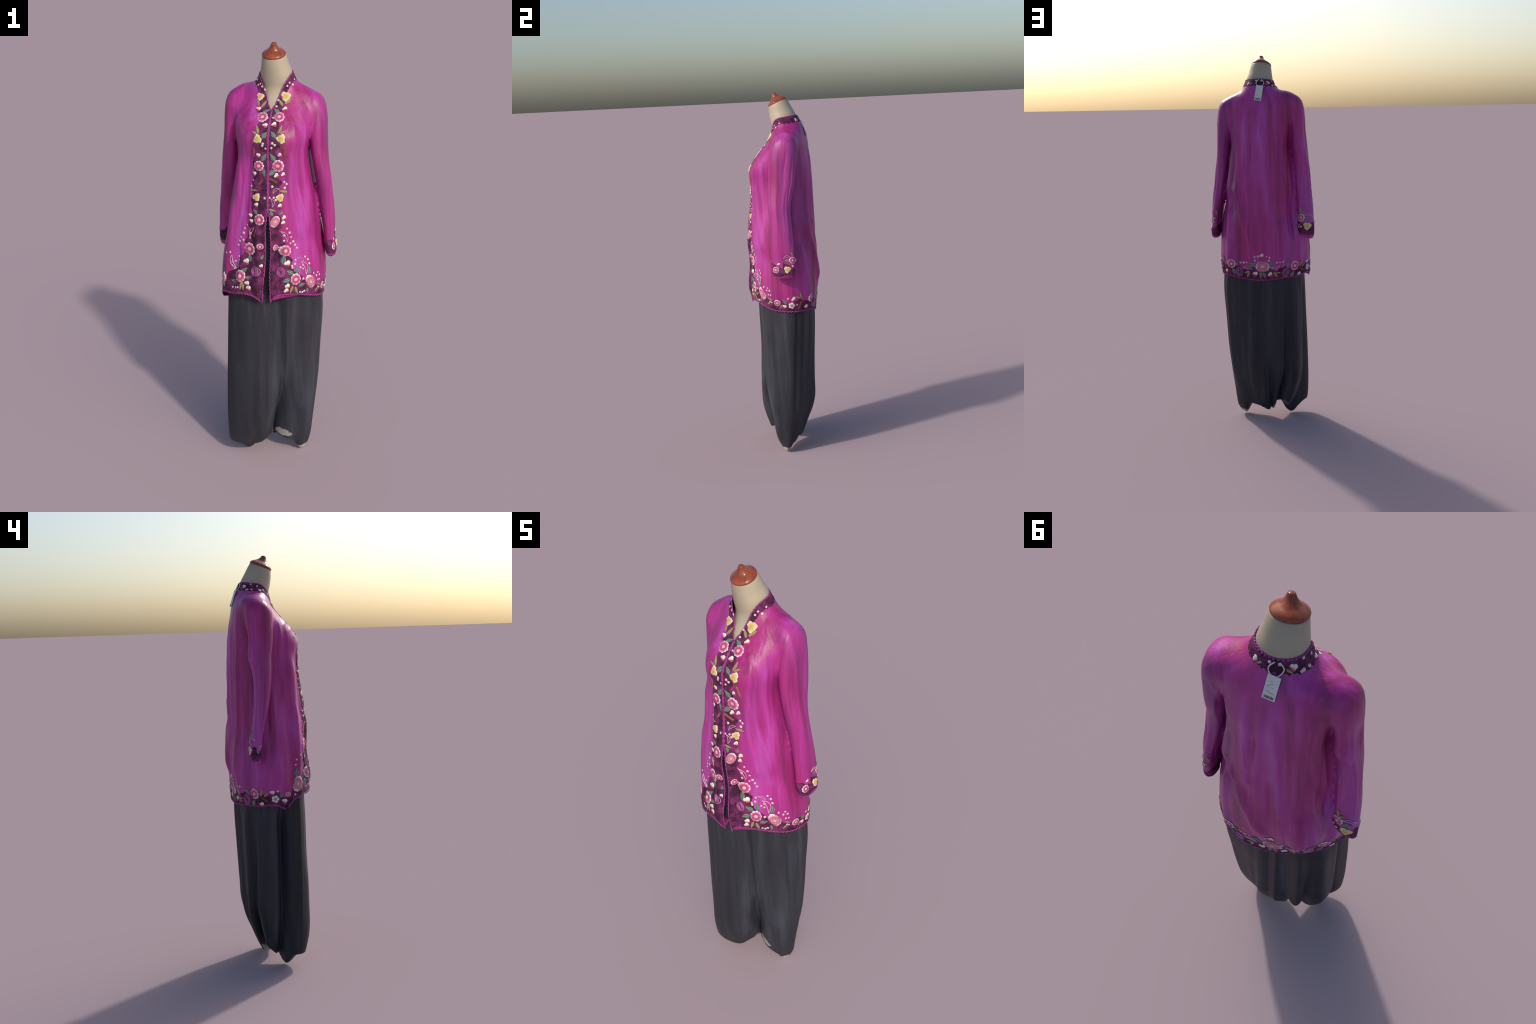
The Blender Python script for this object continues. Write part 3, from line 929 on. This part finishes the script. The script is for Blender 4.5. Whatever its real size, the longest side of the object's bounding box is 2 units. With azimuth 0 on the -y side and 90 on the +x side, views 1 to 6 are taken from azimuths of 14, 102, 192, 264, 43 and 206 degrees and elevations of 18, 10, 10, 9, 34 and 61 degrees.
def place_motifs():
    floret_v, floret_f = [], []
    for kind, region, items in MOTIFS:
        pts, faces = PATCH[kind]
        for it in items:
            deg, z = it[0], it[1]
            R, rot = (it[2], it[3]) if len(it) > 2 else (RNG.uniform(.0046, .0064), RNG.uniform(0, 72))
            p, n = cast(deg, z, centre_of(region, z))
            t, b = frame_at(p, n, rot)
            lift = .0020
            if kind == 'floret':
                o = len(floret_v)
                floret_v += [drape(p, n, t, b, u * R, v * R, lift + h * R) for u, v, h in pts]
                floret_f += [tuple(i + o for i in f) for f in faces]
                continue
            M = Matrix((t, b, n)).transposed().to_4x4(); M.translation = p
            M = M @ Matrix.Scale(R, 4); inv = M.inverted()
            wob = RNG.uniform(.94, 1.06)
            ob = new_mesh_object(kind, [inv @ drape(p, n, t, b, u * R * wob, v * R / wob, lift + h * R) for u, v, h in pts], faces, GARMENT[region], THREAD[kind])
            ob.matrix_basis = M
    ob = new_mesh_object('floret', floret_v, floret_f, GARMENT['body'], THREAD['floret'])
    ob['kind'] = 'stuff'


# ------------------------------------------------------------------ lace and braid
def strip(name, columns, mat, lift=.0010, taper=True, region='body'):
    """columns: list of lists of (point, normal); a thin draped band."""
    rows, cols = len(columns), len(columns[0])
    v = []
    for c in columns:
        for j, (p, n) in enumerate(c):
            e = lift if not taper or 0 < j < cols - 1 else -.0006
            v.append(p + n * e)
    return new_mesh_object(name, v, grid_faces(rows, cols, closed=False), GARMENT[region], mat)


def tube(name, path, radius, mat, closed=False, seg=8, region='body'):
    """path: list of (point, normal); round cord laid on the cloth."""
    v, n = [], len(path)
    for i, (p, nn) in enumerate(path):
        a = path[(i - 1) % n if closed else max(0, i - 1)][0]; c = path[(i + 1) % n if closed else min(n - 1, i + 1)][0]
        t = (c - a).normalized() if (c - a).length > 1e-9 else Vector((0, 0, 1))
        s = t.cross(nn).normalized(); m = s.cross(t)
        for j in range(seg):
            q = TAU * j / seg
            v.append(p + s * (radius * math.cos(q)) + m * (radius * .8 * math.sin(q)))
    f = grid_faces(n + (1 if closed else 0), seg)
    if closed: f = [tuple(i % (n * seg) for i in q) for q in f]
    return new_mesh_object(name, v, f, GARMENT[region], mat)


def hem_z(deg):
    return float(periodic_interp(np.array([deg]), HEM)[0])


def below_hem(deg, z):
    """Surface point that also continues a little below the hem line."""
    h = hem_z(deg) + .010
    if z >= h: return cast(deg, z)
    p, n = cast(deg, h); q, _ = cast(deg, h + .03)
    s = (p - q) / .03; s.z = -1
    n = Vector((n.x, n.y, 0)).normalized()
    return p + s * (h - z), n


LEFT_EDGE = ([.86, .92, .98, 1.05, 1.12, 1.2, 1.3, 1.4, 1.6, 1.70], [-168, -152, -139, -127, -120, -114, -112, -111, -109, -108])
RIGHT_EDGE = ([.86, .92, .98, 1.05, 1.12, 1.2, 1.3, 1.4, 1.6, 1.70], [-12, -26, -42, -52, -61, -66, -66, -66, -67, -62])


def scallop(s, n, amp):
    return amp * (abs(math.sin(math.pi * s * n)) - .5)


def slit_angle(z, side):
    zz = np.array([z]); x = float(opening_centre(zz)[0] + side * max(float(opening_half(zz)[0]), .0015))
    y = float(smooth_interp(zz, TORSO[:, 0], TORSO[:, 3])[0])
    return math.degrees(math.atan2(y, x))


def build_lace():
    # front panels, from the slit to a scalloped outer border
    for side, (zs, ds) in ((-1, LEFT_EDGE), (1, RIGHT_EDGE)):
        cols, border = [], []
        n = 230
        for i in range(n + 1):
            s = i / n
            z = .845 + (1.712 - .845) * s
            inner = slit_angle(z, side)
            outer = float(smooth_interp(np.array([z]), zs, ds)[0]) + side * (2.2 * math.sin(s * 61) + 1.3 * math.sin(s * 137 + 1))
            row = []
            for j in range(33):
                d = inner + (outer - inner) * j / 32
                row.append(below_hem(d, max(z, hem_z(d) - .004)))
            cols.append(row if side > 0 else row)
            border.append(below_hem(inner, z + 0 * s))
        strip('lace_panel', cols, LACE, .0017)
        # braided edge of the slit
        path = []
        for i in range(520):
            z = .846 + (1.708 - .846) * i / 519
            p, nn = below_hem(slit_angle(z, side) + side * (.3 + .5 * math.sin(i * .55)), z)
            path.append((p + nn * .0018, nn))
        tube('braid', path, .0026, EDGING)
    # hem band all round
    cols, path = [], []
    for i in range(361):
        d = -76 + 332 * i / 360
        dd = (d + 180) % 360 - 180
        h = hem_z(dd); top = h + .058 + .008 * math.sin(i * .23) + .005 * math.sin(i * .61) + .02 * math.exp(-((d - 95) / 12) ** 2)
        low = h - .003 + scallop(i / 360, 80, .006)
        cols.append([below_hem(dd, low + (top - low) * j / 7) for j in range(8)])
        p, nn = below_hem(dd, low); path.append((p + nn * .001, nn))
    strip('lace_hem', cols, LACE, .0008)
    tube('braid', path, .0030, EDGING)
    for a, b in ((-106, -97), (-82, -75)):
        path = []
        for i in range(24):
            d = a + (b - a) * i / 23
            p, nn = below_hem(d, hem_z(d) - .003 + scallop(i / 23, 2, .006)); path.append((p + nn * .001, nn))
        tube('braid', path, .0030, EDGING)
    # collar
    cols, path = [], []
    for i in range(301):
        a = -88 + 354 * i / 300
        d = (a + 180) % 360 - 180
        e = float(periodic_interp(np.array([d]), NECKLINE)[0])
        drop = .036 + .012 * math.cos(math.radians(d + 90)) ** 2 * 0 + .050 * math.exp(-(adiff(d, -90) / 42) ** 2)
        top = e + .002 + scallop(i / 300, 42, .004)
        cols.append([cast(d, top - (drop + .002 * math.sin(i * .5)) * j / 7, NECK_C) for j in range(8)])
        p, nn = cast(d, top, NECK_C); path.append((p + nn * .0005, nn))
    strip('lace_collar', cols, LACE, .0012)
    tube('braid', path, .0026, EDGING)
    # cuffs
    for region, tab in (('right_cuff', SLEEVE_POS), ('left_cuff', SLEEVE_NEG)):
        cols, path = [], []
        z0 = tab[0, 0]
        for i in range(121):
            d = -180 + 3 * i
            lo = z0 + (.012 if region == 'right_cuff' else .014) + .004 * math.sin(math.radians(2 * d))
            top = lo + .062 + .012 * math.sin(math.radians(d * 3)) + .006 * math.sin(math.radians(d * 7))
            c = centre_of(region, lo + .02)
            _, _, ra, rb = (float(q[0]) for q in sleeve_axis(tab, np.array([lo + .03])))
            reach = 1.3 / math.hypot(math.cos(math.radians(d)) / ra, math.sin(math.radians(d)) / rb)
            col = [cast(d, lo + (top - lo) * j / 7, c) for j in range(8)]
            edge, nn = cast(d, lo + scallop(i / 120, 16, .003), c)
            free = all(math.hypot(p.x - c[0], p.y - c[1]) < reach for p, _ in col)
            if free:
                cols.append(col); path.append((edge + nn * .0008, nn))
            if cols and (not free or i == 120):   # the cuff rests against the hip here
                if len(cols) > 2:
                    strip('lace_cuff', cols, LACE, .0010, region=region); tube('braid', path, .0028, EDGING, region=region)
                cols, path = [], []


# ------------------------------------------------------------------ paper tag
def build_tag():
    paper = make_plain('white_card', (.62, .64, .62), .5, .05, 20)
    ink = make_plain('printed_ink', (.05, .055, .06), .6, .2, 50)
    top, nt = cast(96, 1.832); low, nl = cast(93.0, 1.764)
    top = top + nt * .006; low = low + nl * .005
    up = (top - low).normalized(); n = (nt + nl).normalized()
    right = up.cross(n).normalized(); n = right.cross(up)
    mid, half_h, half_w = (top + low) / 2, (top - low).length / 2 + .004, .0185

    def slab(name, u, v, w, h, z0, th, mat, parent):
        pts = []
        for dz in (z0, z0 + th):
            for a, b in ((-w, -h), (w, -h), (w, h), (-w, h)):
                pts.append(mid + right * (u + a) + up * (v + b) + n * dz)
        f = [(3, 2, 1, 0), (4, 5, 6, 7), (0, 1, 5, 4), (1, 2, 6, 5), (2, 3, 7, 6), (3, 0, 4, 7)]
        return new_mesh_object(name, pts, f, parent, mat, smooth=False)
    card = slab('tag', 0, 0, half_w, half_h, 0, .002, paper, thing)
    r = random.Random(5)
    x = -.0135
    while x < .0125:
        w = r.choice((.0004, .0007, .0010))
        slab('barcode_bar', x + w, -half_h + .0085, w, .0042, .002, .0003, ink, card); x += 2 * w + r.choice((.0006, .0010))
    for u, v, w in ((-.004, .022, .003), (-.009, .004, .004), (.004, .0, .002), (-.008, -.012, .005), (.002, -.017, .009), (.0, .012, .004)):
        slab('print_line', u, v, w, .0005, .002, .0003, ink, card)
    # string loop from the collar to the tag
    for side in (-1, 1):
        path = []
        for i in range(24):
            s = i / 23
            d = 96 + side * (3 + 6 * math.sin(math.pi * s))
            p, nn = cast(d, 1.832 + .036 * s); path.append((p + nn * .004, nn))
        tube('tag_string', path, .0018, paper)


build_lace()
place_motifs()
build_tag()
